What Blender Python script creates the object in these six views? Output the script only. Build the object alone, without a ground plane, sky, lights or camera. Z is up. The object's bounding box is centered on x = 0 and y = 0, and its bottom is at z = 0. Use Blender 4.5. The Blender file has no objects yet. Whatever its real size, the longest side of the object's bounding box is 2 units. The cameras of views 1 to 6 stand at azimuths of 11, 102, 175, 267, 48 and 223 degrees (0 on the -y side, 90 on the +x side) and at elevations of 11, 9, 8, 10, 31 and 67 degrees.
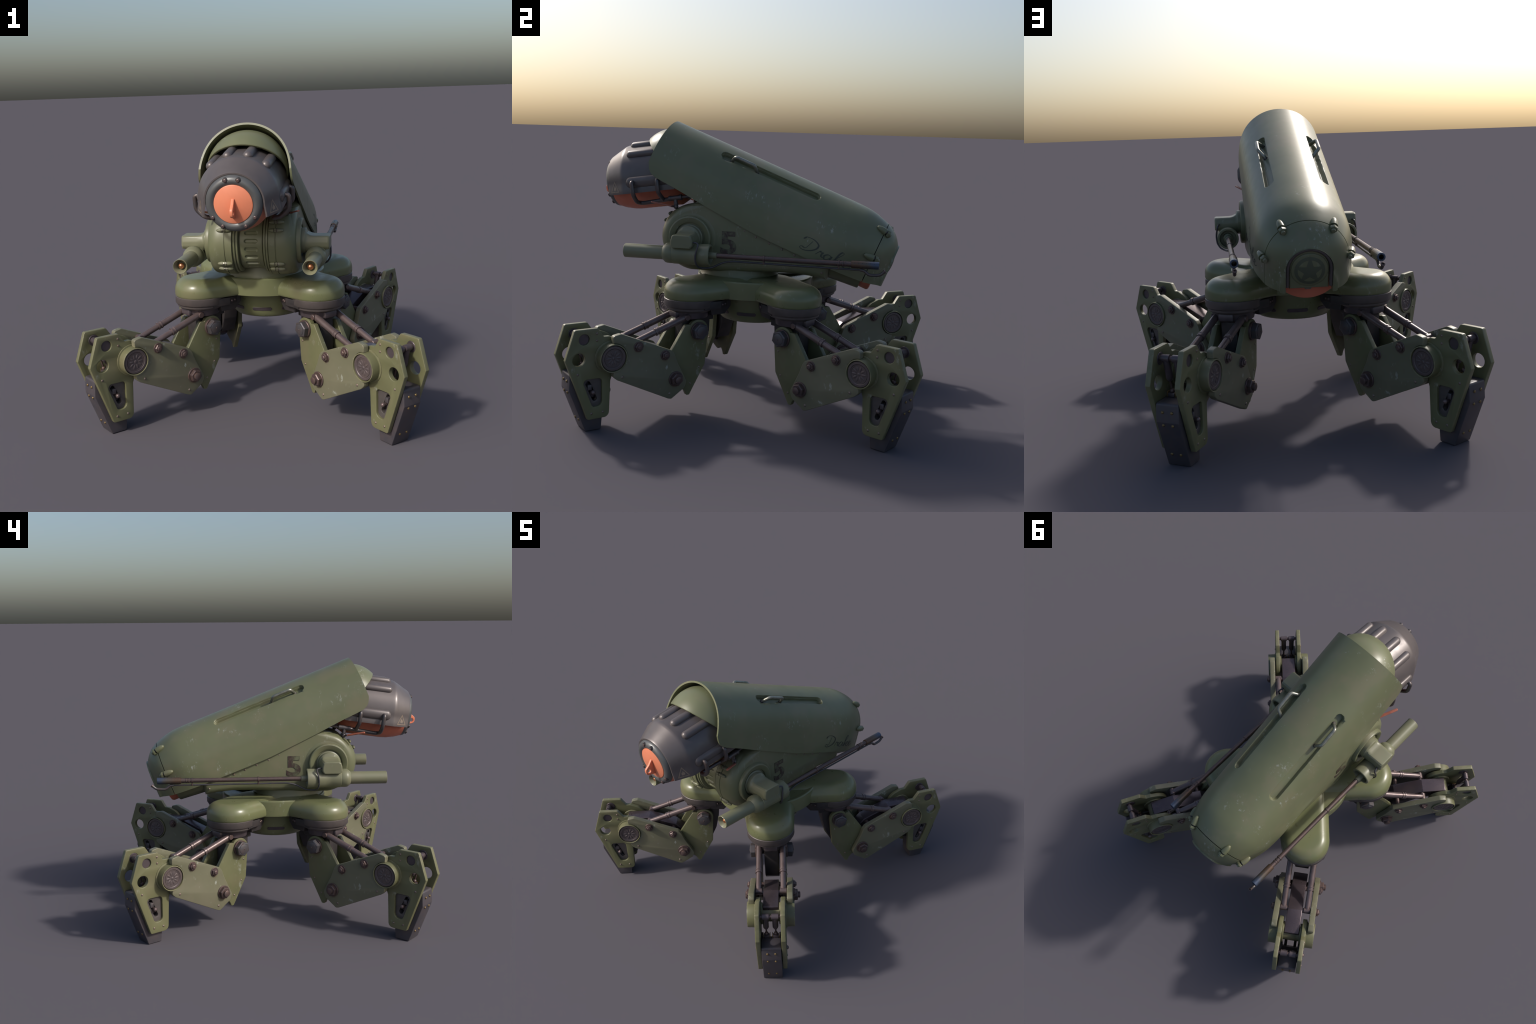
import bpy, bmesh, math, random
from mathutils import Vector, Matrix
random.seed(7)
PI = math.pi
XC = -0.013            # lateral symmetry plane of the turret
HY = -0.0347           # centre of the hip rectangle in y
SC = bpy.context.scene.collection

# =====================================================================
#  materials
# =====================================================================
class NB:
    """small helper around a node tree"""
    def __init__(self, name):
        self.m = bpy.data.materials.new(name); self.m.use_nodes = True
        self.t = self.m.node_tree; self.n = self.t.nodes; self.l = self.t.links
        self.b = self.n['Principled BSDF']
        self.co = self.n.new('ShaderNodeTexCoord').outputs['Object']
    def inp(self, sock, v):
        if hasattr(v, 'is_linked'): self.l.new(v, sock)
        else: sock.default_value = v
    def noise(self, scale, detail=4, rough=.55, vec=None, dist=0.0):
        n = self.n.new('ShaderNodeTexNoise'); n.inputs['Scale'].default_value = scale
        n.inputs['Detail'].default_value = detail; n.inputs['Roughness'].default_value = rough
        n.inputs['Distortion'].default_value = dist
        self.l.new(vec if vec is not None else self.co, n.inputs['Vector']); return n.outputs['Fac']
    def mapping(self, scale=(1, 1, 1), rot=(0, 0, 0), loc=(0, 0, 0)):
        m = self.n.new('ShaderNodeMapping'); m.inputs['Scale'].default_value = scale
        m.inputs['Rotation'].default_value = rot; m.inputs['Location'].default_value = loc
        self.l.new(self.co, m.inputs['Vector']); return m.outputs['Vector']
    def ramp(self, fac, lo, hi):
        r = self.n.new('ShaderNodeMapRange'); r.interpolation_type = 'SMOOTHSTEP'
        r.inputs['From Min'].default_value = lo; r.inputs['From Max'].default_value = hi
        self.l.new(fac, r.inputs['Value']); return r.outputs['Result']
    def math(self, op, a, b=None):
        n = self.n.new('ShaderNodeMath'); n.operation = op
        self.inp(n.inputs[0], a)
        if b is not None: self.inp(n.inputs[1], b)
        return n.outputs[0]
    def mix(self, fac, a, b):
        n = self.n.new('ShaderNodeMix'); n.data_type = 'RGBA'
        self.inp(n.inputs['Factor'], fac)
        for s, v in ((n.inputs[6], a), (n.inputs[7], b)):
            if isinstance(v, tuple): v = (*v[:3], 1.0)
            self.inp(s, v)
        return n.outputs[2]
    def dist(self, p):
        n = self.n.new('ShaderNodeVectorMath'); n.operation = 'DISTANCE'
        self.l.new(self.co, n.inputs[0]); n.inputs[1].default_value = p; return n.outputs['Value']
    def bump(self, h, strength=.1, distance=.002):
        n = self.n.new('ShaderNodeBump'); n.inputs['Strength'].default_value = strength
        n.inputs['Distance'].default_value = distance; self.l.new(h, n.inputs['Height'])
        self.l.new(n.outputs['Normal'], self.b.inputs['Normal'])
    def done(self, col, rough, metal=0.0, spec=.5, coat=0.0):
        if isinstance(col, tuple): col = (*col[:3], 1.0)
        self.inp(self.b.inputs['Base Color'], col); self.inp(self.b.inputs['Roughness'], rough)
        self.inp(self.b.inputs['Metallic'], metal); self.b.inputs['Specular IOR Level'].default_value = spec
        if coat: self.b.inputs['Coat Weight'].default_value = coat; self.b.inputs['Coat Roughness'].default_value = .3
        return self.m

def paint(name, base, dark, light, rough=.42, chips=.5, rust_pts=(), rust_r=.03, scuff_scale=7.0, edge=0.0):
    b = NB(name)
    c = b.mix(b.ramp(b.noise(3.0, 3, .55), .36, .64), dark, base)
    c = b.mix(b.math('MULTIPLY', b.ramp(b.noise(5.5, 4, .6, b.mapping(loc=(5.2, .3, 2.2))), .46, .68), .55), c, light)
    # grey-white paint chips: small speckles and scratches inside sparse patches
    patch = b.ramp(b.noise(scuff_scale, 3, .6, b.mapping(loc=(3.1, 1.7, .4))), .54, .66)
    spk = b.ramp(b.noise(48, 6, .75, b.mapping((1, 1, .45), (0.5, .3, .2))), .54, .66)
    fine = b.ramp(b.noise(95, 5, .65, b.mapping((1, .7, 1), (0, .6, .4))), .66, .76)
    chip = b.math('MAXIMUM', b.math('MULTIPLY', patch, spk), b.math('MULTIPLY', fine, .40))
    c = b.mix(b.math('MULTIPLY', chip, chips), c, (.34, .36, .32))
    for p in rust_pts:
        d = b.math('ADD', b.dist(p[:3]), b.math('MULTIPLY', b.noise(45, 3), .018))
        m = b.ramp(d, p[3] + rust_r, p[3])
        c = b.mix(b.math('MULTIPLY', m, .75), c, (.095, .060, .038))
    if edge:   # light caught on cut plate edges, painted in as pale tan, broken by noise
        g = b.n.new('ShaderNodeNewGeometry')
        e = b.math('MULTIPLY', b.ramp(g.outputs['Pointiness'], .515, .58), b.ramp(b.noise(22, 4), .35, .6))
        c = b.mix(b.math('MULTIPLY', e, edge), c, (.27, .245, .16))
    r = b.math('ADD', b.math('MULTIPLY', b.noise(18, 4), .16), rough - .08)
    b.bump(b.noise(140, 3), .06, .001)
    return b.done(c, r, 0.0, .5)

def metal(name, base, alt, rough=.4, metallic=.6, scale=22, bump=.12):
    b = NB(name)
    c = b.mix(b.ramp(b.noise(scale, 5, .65), .38, .66), base, alt)
    r = b.math('ADD', b.math('MULTIPLY', b.noise(scale * 2, 4), .2), rough - .1)
    b.bump(b.noise(160, 4), bump, .001)
    return b.done(c, r, metallic, .5)

GREEN, GDARK, GLIGHT = (.130, .150, .078), (.108, .128, .066), (.165, .170, .105)
M_HOOD = paint('hood_paint', (.140, .150, .082), (.124, .134, .073), (.168, .152, .094), .38, .75)
M_BODY = paint('body_paint', (.144, .150, .084), (.126, .134, .073), (.170, .152, .096), .40, .45)
M_POD = paint('base_paint', (.146, .154, .076), (.128, .140, .066), (.168, .152, .090), .30, .35)
M_PLATE = paint('plate_paint', (.134, .134, .067), (.117, .119, .060), (.146, .130, .076), .44, .45, edge=.5)
M_HIP = paint('hip_plate_paint', (.132, .135, .066), (.116, .121, .059), (.145, .130, .075), .44, .4,
              [(0, .093, .47, .035), (0, -.093, .47, .035)], .03, edge=.5)
M_THIGH = paint('thigh_plate_paint', (.144, .139, .090), (.129, .127, .080), (.154, .140, .096), .44, .9,
                [(.387, .13, .44, .018), (.227, .13, .372, .018), (.161, .13, .225, .03),
                 (.387, -.13, .44, .018), (.227, -.13, .372, .018), (.161, -.13, .225, .03)], .022, 12, edge=.5)
M_IRON = metal('brown_iron', (.092, .072, .080), (.074, .060, .067), .40, .35)
M_BLOCK = metal('block_steel', (.098, .076, .084), (.080, .062, .070), .30, .55, 12, .05)
M_STEEL = metal('piston_steel', (.140, .104, .102), (.115, .082, .078), .36, .4)
M_NUT = metal('nut_metal', (.102, .074, .074), (.112, .070, .060), .44, .4, 40)
M_BLUED = metal('blued_nut', (.082, .080, .090), (.100, .080, .080), .48, .45, 30)
M_DARK = metal('dark_iron', (.040, .036, .038), (.055, .046, .046), .5, .3)
M_GASKET = metal('gasket_metal', (.100, .084, .080), (.082, .070, .068), .44, .3, 14)
M_CAP = metal('hub_cap_metal', (.098, .078, .080), (.112, .084, .080), .45, .25, 14)
M_RUBBER = metal('dark_foot', (.062, .057, .067), (.078, .065, .070), .46, .2, 15)
M_LINER = metal('liner_metal', (.105, .092, .088), (.085, .074, .072), .45, .3, 20)
M_RIVET = metal('rivet_metal', (.22, .18, .155), (.16, .11, .08), .4, .45, 60)
M_BRASS = metal('brass_bolt', (.21, .145, .062), (.15, .10, .045), .42, .6, 30)
M_TANK = metal('tank_cover_grey', (.124, .107, .106), (.108, .094, .094), .38, .3, 9, .05)
M_RING = metal('nose_ring_grey', (.096, .100, .102), (.084, .086, .088), .36, .2, 9, .05)
M_ORANGE = metal('orange_enamel', (.68, .225, .125), (.64, .205, .112), .42, 0.0, 9, .04)
M_RED = metal('tank_red_enamel', (.60, .175, .105), (.52, .15, .09), .45, 0.0, 9, .04)
M_LEVER = metal('lever_enamel', (.36, .115, .070), (.28, .085, .055), .45, 0.0, 20)
M_COPPER = metal('copper', (.60, .26, .13), (.45, .17, .08), .32, .9, 30)
M_BARREL = metal('barrel_metal', (.120, .082, .074), (.092, .070, .068), .40, .6, 20)
M_WIRE = metal('cable_metal', (.060, .062, .072), (.075, .065, .068), .4, .4, 30)
M_PIPE = metal('pipe_metal', (.085, .080, .084), (.11, .085, .08), .38, .5, 30)
M_HANDLE = metal('handle_metal', (.27, .27, .23), (.19, .19, .15), .33, .6, 30)
M_GUN = paint('gun_paint', (.165, .167, .104), (.146, .152, .090), (.185, .172, .115), .40, .4)

def muzzle_mat():
    b = NB('muzzle_metal')
    sep = b.n.new('ShaderNodeSeparateXYZ'); b.l.new(b.co, sep.inputs[0])
    y = b.math('ADD', sep.outputs['Y'], b.math('MULTIPLY', b.math('SUBTRACT', b.noise(25, 3), .5), .05))
    c = b.mix(b.ramp(y, .60, .67), (.115, .072, .05), (.10, .085, .07))
    c = b.mix(b.ramp(y, .66, .715), c, (.065, .085, .13))
    return b.done(c, .38, .6)
M_MUZZLE = muzzle_mat()

def stencil(name, ink, paintc, keep):
    b = NB(name)
    f = b.ramp(b.noise(26, 5, .7, dist=.4), keep - .16, keep + .12)
    return b.done(b.mix(f, ink, paintc), .5)
M_FIVE = stencil('worn_stencil', (.046, .026, .023), (.122, .132, .074), .57)
M_SCRIPT = stencil('worn_script', (.040, .046, .034), (.110, .128, .070), .74)
M_STAR = stencil('worn_star', (.070, .080, .052), (.105, .12, .068), .70)
M_SIGN = stencil('worn_sign', (.215, .165, .125), (.125, .113, .110), .62)

# =====================================================================
#  mesh helpers
# =====================================================================
def finish(me, mat, angle=34):
    me.materials.clear(); me.materials.append(mat)
    me.validate()
    for p in me.polygons: p.use_smooth = True
    me.set_sharp_from_angle(angle=math.radians(angle))
    return me

def obj(name, me, parent, loc=(0, 0, 0)):
    o = bpy.data.objects.new(name, me); SC.objects.link(o)
    o.parent = parent; o.location = loc
    return o

def from_bm(bm, name, mat, angle=34, recalc=True):
    if recalc: bmesh.ops.recalc_face_normals(bm, faces=bm.faces)
    me = bpy.data.meshes.new(name); bm.to_mesh(me); bm.free()
    return finish(me, mat, angle)

def merge(name, mats_meshes, angle=34):
    """join several meshes (each keeps its own material) into one"""
    bm = bmesh.new(); mats = []
    for me in mats_meshes:
        m = me.materials[0]
        if m not in mats: mats.append(m)
        k = mats.index(m); n0 = len(bm.faces)
        bm.from_mesh(me); bm.faces.ensure_lookup_table()
        for f in bm.faces[n0:]: f.material_index = k
    out = bpy.data.meshes.new(name); bm.to_mesh(out); bm.free()
    for m in mats: out.materials.append(m)
    for p in out.polygons: p.use_smooth = True
    out.set_sharp_from_angle(angle=math.radians(angle))
    for me in mats_meshes: bpy.data.meshes.remove(me)
    return out

def fillet(poly):
    """poly: list of (x, y[, radius]) -> rounded outline"""
    out = []; n = len(poly)
    for i, p in enumerate(poly):
        r = p[2] if len(p) > 2 else 0
        if r <= 0: out.append((p[0], p[1])); continue
        P = Vector(p[:2]); A = Vector(poly[i - 1][:2]) - P; B = Vector(poly[(i + 1) % n][:2]) - P
        la, lb = A.length, B.length; A.normalize(); B.normalize()
        ang = A.angle(B); d = min(r / math.tan(ang / 2), la * .49, lb * .49)
        r = d * math.tan(ang / 2)
        C = P + (A + B).normalized() * (r / math.sin(ang / 2))
        s = P + A * d - C; e = P + B * d - C
        a0 = math.atan2(s.y, s.x); da = (math.atan2(e.y, e.x) - a0 + PI) % (2 * PI) - PI
        k = max(3, int(abs(da) / .26))
        for j in range(k + 1):
            a = a0 + da * j / k; out.append((C.x + r * math.cos(a), C.y + r * math.sin(a)))
    return out

def circle(cx, cy, r, n=28):
    return [(cx + r * math.cos(2 * PI * i / n), cy + r * math.sin(2 * PI * i / n)) for i in range(n)]

def stadium(p, q, r, n=10, rp=None):
    """outline round a segment; rp: other radius at the p end"""
    p, q = Vector(p), Vector(q); d = (q - p).normalized(); a0 = math.atan2(d.y, d.x); out = []
    for c, s, rr in ((q, -PI / 2, r), (p, PI / 2, r if rp is None else rp)):
        for i in range(n + 1):
            a = a0 + s + PI * i / n; out.append((c.x + rr * math.cos(a), c.y + rr * math.sin(a)))
    return out

def plate(name, outline, lo, hi, mat, bevel=.003, holes=(), to=lambda u, v, w: (u, w, v), res=2, angle=34, grow=0.0):
    """flat part: outline in (u, v), thickness from w=lo to w=hi, edges bevelled"""
    cu = bpy.data.curves.new(name, 'CURVE'); cu.dimensions = '2D'; cu.fill_mode = 'BOTH'
    for pts in [outline, *holes]:
        s = cu.splines.new('POLY'); s.points.add(len(pts) - 1)
        for k, p in enumerate(pts): s.points[k].co = (p[0], p[1], 0, 1)
        s.use_cyclic_u = True
    cu.extrude = (hi - lo) / 2 - bevel; cu.bevel_depth = bevel; cu.bevel_resolution = res; cu.offset = -bevel + grow
    o = bpy.data.objects.new(name, cu); SC.objects.link(o)
    dg = bpy.context.evaluated_depsgraph_get(); me = bpy.data.meshes.new_from_object(o.evaluated_get(dg))
    bpy.data.objects.remove(o); bpy.data.curves.remove(cu)
    mid = (lo + hi) / 2
    for v in me.vertices: v.co = to(v.co.x, v.co.y, v.co.z + mid)
    bm = bmesh.new(); bm.from_mesh(me); bpy.data.meshes.remove(me)
    bmesh.ops.remove_doubles(bm, verts=bm.verts, dist=1e-5)
    return from_bm(bm, name, mat, angle)

AX = {'x': lambda a, b, h: (h, a, b), 'y': lambda a, b, h: (a, h, b), 'z': lambda a, b, h: (a, b, h)}
def lathe(name, prof, mat, axis='z', c=(0, 0, 0), n=48, cap=True, rot=0.0, arc=None, angle=34, closed=False):
    """profile of (height, radius) turned round an axis"""
    bm = bmesh.new(); f = AX[axis]; rings = []
    full = arc is None; a0, a1 = (0, 2 * PI) if full else arc
    cnt = n if full else n + 1
    for h, r in prof:
        if r < 1e-6 and full:
            v = bm.verts.new(f(0, 0, h)); rings.append([v] * cnt); continue
        rings.append([bm.verts.new(f(r * math.cos(rot + a0 + (a1 - a0) * i / n), r * math.sin(rot + a0 + (a1 - a0) * i / n), h)) for i in range(cnt)])
    m = len(rings)
    for k in range(m if closed else m - 1):
        A, B = rings[k], rings[(k + 1) % m]
        for i in range(n):
            j = (i + 1) % cnt
            vs = []
            for v in (A[i], A[j], B[j], B[i]):
                if v not in vs: vs.append(v)
            if len(vs) > 2: bm.faces.new(vs)
    if cap and full and not closed:
        for R in (rings[0], rings[-1]):
            if R[0] is not R[1]: bm.faces.new(R)
    if not full and closed:
        bm.faces.new([R[0] for R in rings]); bm.faces.new([R[-1] for R in rings])
    bmesh.ops.translate(bm, verts=bm.verts, vec=c)
    return from_bm(bm, name, mat, angle)

def box(name, lo, hi, mat, bevel=.004, angle=34):
    bm = bmesh.new(); bmesh.ops.create_cube(bm, size=1)
    for v in bm.verts:
        v.co = Vector([lo[i] + (hi[i] - lo[i]) * (v.co[i] + .5) for i in range(3)])
    if bevel: bmesh.ops.bevel(bm, geom=bm.edges[:], offset=bevel, segments=2, affect='EDGES', profile=.5)
    return from_bm(bm, name, mat, angle)

def smooth_path(pts, r=.012, k=5):
    """round the corners of a 3D polyline"""
    P = [Vector(p) for p in pts]; out = [P[0]]
    for i in range(1, len(P) - 1):
        a, b = P[i - 1] - P[i], P[i + 1] - P[i]
        d = min(r, a.length * .45, b.length * .45); s = P[i] + a.normalized() * d; e = P[i] + b.normalized() * d
        for j in range(k + 1):
            t = j / k; out.append(s * (1 - t) ** 2 + P[i] * 2 * t * (1 - t) + e * t * t)
    return out + [P[-1]]

def tube(name, pts, r, mat, n=12, closed=False, radii=None):
    P = [Vector(p) for p in pts]; bm = bmesh.new(); rings = []; up = None
    for i, p in enumerate(P):
        a = P[i - 1] if (i or closed) else P[i]; b = P[(i + 1) % len(P)] if (i < len(P) - 1 or closed) else P[i]
        t = (b - a).normalized()
        if up is None: up = t.orthogonal().normalized()
        up = (up - t * up.dot(t)).normalized(); s = t.cross(up)
        rr = radii[i] if radii else r
        rings.append([bm.verts.new(p + (up * math.cos(2 * PI * j / n) + s * math.sin(2 * PI * j / n)) * rr) for j in range(n)])
    m = len(rings)
    for k in range(m if closed else m - 1):
        A, B = rings[k], rings[(k + 1) % m]
        for j in range(n): bm.faces.new((A[j], A[(j + 1) % n], B[(j + 1) % n], B[j]))
    if not closed: bm.faces.new(rings[0]); bm.faces.new(rings[-1])
    return from_bm(bm, name, mat, 45)

def rod(name, p, q, r, mat, n=20, bev=.002):
    p, q = Vector(p), Vector(q); d = (q - p); L = d.length; d.normalize()
    return tube(name, [p, p + d * bev, q - d * bev, q], r, mat, n, radii=[r - bev, r, r, r - bev])

def ball(name, c, r, mat, sq=(1, 1, 1), n=14):
    bm = bmesh.new(); bmesh.ops.create_uvsphere(bm, u_segments=n, v_segments=max(6, n // 2 + 1), radius=1)
    for v in bm.verts: v.co = Vector((c[0] + v.co.x * r * sq[0], c[1] + v.co.y * r * sq[1], c[2] + v.co.z * r * sq[2]))
    return from_bm(bm, name, mat, 60)

def xform(me, M):
    me.transform(M); return me

def lerp_table(t, x):
    if x <= t[0][0]: return t[0][1]
    for (x0, y0), (x1, y1) in zip(t, t[1:]):
        if x <= x1: return y0 + (y1 - y0) * (x - x0) / (x1 - x0)
    return t[-1][1]

def spline_table(t, x):
    """Catmull-Rom through (x, y) knots"""
    n = len(t)
    if x <= t[0][0]: return t[0][1]
    if x >= t[-1][0]: return t[-1][1]
    for i in range(n - 1):
        if x <= t[i + 1][0]:
            x0, y0 = t[i]; x1, y1 = t[i + 1]; h = x1 - x0; u = (x - x0) / h
            m0 = (y1 - t[i - 1][1]) / (x1 - t[i - 1][0]) if i else (y1 - y0) / h
            m1 = (t[i + 2][1] - y0) / (t[i + 2][0] - x0) if i < n - 2 else (y1 - y0) / h
            return ((2 * u ** 3 - 3 * u * u + 1) * y0 + (u ** 3 - 2 * u * u + u) * h * m0
                    + (-2 * u ** 3 + 3 * u * u) * y1 + (u ** 3 - u * u) * h * m1)

def grid_shell(name, S, K, f, g, mat, angle=40):
    bm = bmesh.new()
    O = [[bm.verts.new(f(s, k)) for k in K] for s in S]; I = [[bm.verts.new(g(s, k)) for k in K] for s in S]
    for G, fl in ((O, 0), (I, 1)):
        for i in range(len(S) - 1):
            for j in range(len(K) - 1):
                q = (G[i][j], G[i + 1][j], G[i + 1][j + 1], G[i][j + 1]); bm.faces.new(q if not fl else q[::-1])
    def strip(a, b):
        for i in range(len(a) - 1): bm.faces.new((a[i], a[i + 1], b[i + 1], b[i]))
    strip(O[0], I[0]); strip(O[-1], I[-1]); strip([r[0] for r in O], [r[0] for r in I]); strip([r[-1] for r in O], [r[-1] for r in I])
    return from_bm(bm, name, mat, angle)

def lin(a, b, n): return [a + (b - a) * i / n for i in range(n + 1)]

def sstep(a, b, x):
    if a > b: return 1 - sstep(b, a, x)
    t = max(0, min(1, (x - a) / (b - a))); return t * t * (3 - 2 * t)

# =====================================================================
#  the thing
# =====================================================================
root = bpy.data.objects.new('walker_turret', None); SC.objects.link(root)
root['label'] = 'olive green four-legged military walker with tilted armoured pod and twin guns'
root['category'] = 'robot walker'

# =====================================================================
#  legs.  local frame: x outward, y sideways, z up, origin on the ground under the hip axle
# =====================================================================
side = lambda s: (lambda u, v, w: (u, s * w, v))

foreleg_outline = fillet([(.726, .567, .010), (.600, .567, .014), (.566, .517, .014), (.535, .517, .01)] +
    [(.531 + .096 * math.cos(math.radians(a)), .412 + .096 * math.sin(math.radians(a))) for a in range(105, 246, 10)] +
    [(.522, .300, .02), (.531, .276, .01), (.539, .075, .028), (.658, .074, .010), (.778, .410, .006)])
window = fillet([(.690, .297, .022), (.575, .297, .024), (.575, .140, .045), (.632, .138, .022)])
shin_holes = [circle(.675, .514, .031), circle(.705, .408, .037), window]

thigh_cut = [(.531 + .081 * math.cos(math.radians(a)), .407 + .081 * math.sin(math.radians(a))) for a in range(92, 269, 8)]
thigh_outline = fillet([(.530, .524, .014), (.486, .532, .02), (.186, .405, .022), (.170, .385, .03), (.150, .330, .06),
                        (.092, .215, .03), (.108, .180, .008), (.186, .129, .014), (.205, .134, .03), (.509, .284, .03), (.530, .304, .014)]) + \
    list(reversed(thigh_cut))
hip_round = [(.0 + .062 * math.cos(math.radians(a)), .491 + .062 * math.sin(math.radians(a))) for a in range(55, 186, 10)]
hip_outline = hip_round + fillet([(-.056, .42), (-.045, .290, .02), (.052, .122, .004), (.068, .121, .006), (.078, .145, .02),
                                  (.095, .165, .02), (.135, .185, .02), (.19, .25, .03), (.200, .330, .03), (.166, .391), (.077, .530, .012), (.052, .527, .01)])

def build_leg_meshes():
    P = {}
    for s, k in ((1, 'a'), (-1, 'b')):
        P['shin_plate' + k] = plate('shin_plate', foreleg_outline, .062, .0895, M_PLATE, .0035, shin_holes, side(s), grow=.0015)
        P['thigh_plate' + k] = plate('thigh_plate', thigh_outline, .099, .1345, M_THIGH, .0035, (), side(s), grow=.0015)
        P['hip_plate' + k] = plate('hip_plate', hip_outline, .066, .0945, M_HIP, .003, (), side(s), grow=.0015)
        rr = lambda pts, t, r: [ball('r', (p[0], s * t, p[1]), r, M_RIVET, (1, .6, 1), 10) for p in pts]
        P['shin_rivets' + k] = merge('rivets', rr([(.606, .541), (.606, .503), (.713, .33), (.638, .106), (.573, .106)], .0895, .0070))
        P['thigh_rivets' + k] = merge('rivets', rr([(.480, .297), (.198, .161)], .1345, .0080))
        P['hip_rivets' + k] = merge('rivets', rr([(-.029, .412), (-.008, .277), (.048, .188)], .0945, .0065))
        liner = fillet([(.700, .305, .02), (.568, .305, .02), (.568, .132, .04), (.638, .130, .02)])
        P['shin_liner' + k] = plate('shin_liner', liner, .050, .0745, M_LINER, .002, [stadium((.650, .268), (.614, .182), .0135)], side(s))
        # hub drum
        hub = lathe('hub', [(.088, .088), (.094, .088), (.096, .079), (.138, .078), (.1435, .076), (.1435, .0725), (.140, .071), (.128, .071)],
                    M_PLATE, 'y', (.531, 0, .407), 48)
        cap = [lathe('hub_cap', [(.120, .0705), (.134, .0700), (.1395, .066), (.1400, .055), (.1365, .051), (.1365, 0)], M_CAP, 'y', (.531, 0, .407), 48)]
        for i in range(10):
            a = 2 * PI * i / 10
            e = ball('petal', (0, 0, 0), 1, M_CAP, (.015, .0022, .0062), 10)
            xform(e, Matrix.Translation((.531, .1368, .407)) @ Matrix.Rotation(a, 4, 'Y') @ Matrix.Translation((.029, 0, 0)))
            cap.append(e)
        cap.append(lathe('c', [(.134, .051), (.1385, .050), (.1385, .047), (.134, .046)], M_CAP, 'y', (.531, 0, .407), 40, cap=False))
        cap.append(ball('c', (.531, .1365, .407), .009, M_CAP, (1, .3, 1), 12))
        cap = merge('hub_cap', cap)
        # nuts
        def nut(cx, cz, t0, spec, mat, tip=None, rot=.3):
            ms = [lathe('w', [(t0 - .004, spec[0]), (t0 + spec[1] - .002, spec[0]), (t0 + spec[1], spec[0] - .002)], M_NUT, 'y', (cx, 0, cz), 28)]
            h0 = t0 + spec[1]; h1 = h0 + spec[3]
            ms.append(lathe('h', [(h0, spec[2] * .96), (h0 + .002, spec[2]), (h1 - .004, spec[2]), (h1, spec[2] * .86)], mat, 'y', (cx, 0, cz), 6, rot=rot, angle=20))
            ms.append(lathe('b', [(h1 - .002, spec[4]), (h1 + spec[5] - .003, spec[4]), (h1 + spec[5], spec[4] * .7), (h1 + spec[5] + .0005, 0)], tip or mat, 'y', (cx, 0, cz), 20))
            if spec[6]: ms.append(ball('d', (cx, h1 + spec[5], cz), .004, M_NUT, (1, 1, 1), 8))
            return merge('nut', ms, 30)
        P['hip_nut' + k] = nut(0, .491, .093, (.050, .014, .0475, .031, .032, .005, 1), M_BLUED)
        P['knee_nut' + k] = nut(.161, .242, .133, (.043, .009, .0365, .022, .0205, .016, 0), M_NUT)
        P['small_nut_a' + k] = nut(.387, .453, .133, (.0285, .006, .0235, .012, .0132, .007, 0), M_NUT, rot=.1)
        P['small_nut_b' + k] = nut(.227, .386, .133, (.0285, .006, .0235, .012, .0132, .007, 0), M_NUT, rot=.6)
        if s < 0:
            F = Matrix.Scale(-1, 4, (0, 1, 0))
            for me in (hub, cap, P['hip_nutb'], P['knee_nutb'], P['small_nut_ab'], P['small_nut_bb']):
                me.transform(F); me.flip_normals()
        P['hub' + k] = hub; P['hub_cap' + k] = cap
        # pistons from the hip to the thigh pin
        a, b = Vector((.070, s * .076, .572)), Vector((.387, s * .076, .463)); d = (b - a).normalized()
        c = a + d * .192
        P['piston' + k] = merge('piston', [rod('p', a, c, .0192, M_STEEL), rod('p', c, b, .0172, M_STEEL),
            lathe_along('c', c, d, [(-.015, .019), (-.014, .0228), (-.008, .0228), (-.006, .0203), (.002, .0203), (.004, .0228), (.011, .0228), (.012, .017)], M_STEEL),
            rod('p', a - Vector((0, s * .02, 0)), a + Vector((0, s * .026, 0)), .0165, M_NUT),
            lathe_along('k', b, Vector((0, 1, 0)), [(-.021, .016), (-.019, .0188), (.019, .0188), (.021, .016)], M_STEEL)])
        # little cylinders over the foot
        t = s * .028
        A, B = Vector((.684, t, .519)), Vector((.644, t, .354)); dn = (B - A).normalized(); E = A + dn * .102
        P['shock' + k] = merge('shock', [
            lathe_along('e', A, Vector((0, 1, 0)), [(-.022, .013), (-.020, .018), (.020, .018), (.022, .013)], M_IRON, 20),
            rod('s', A, E, .0172, M_IRON), lathe_along('n', E, dn, [(-.002, .0170), (.012, .0120), (.016, .0055)], M_IRON, 18),
            rod('s', E, B, .0052, M_NUT, 10, .001), ball('s', B, .0125, M_NUT),
            box('s', (.630, t - .017, .326), (.658, t + .017, .346), M_IRON, .004),
            box('s', (.632, t - .0225, .312), (.656, t - .0185, .352), M_BRASS, .001), box('s', (.632, t + .0185, .312), (.656, t + .0225, .352), M_BRASS, .001)])
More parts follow.
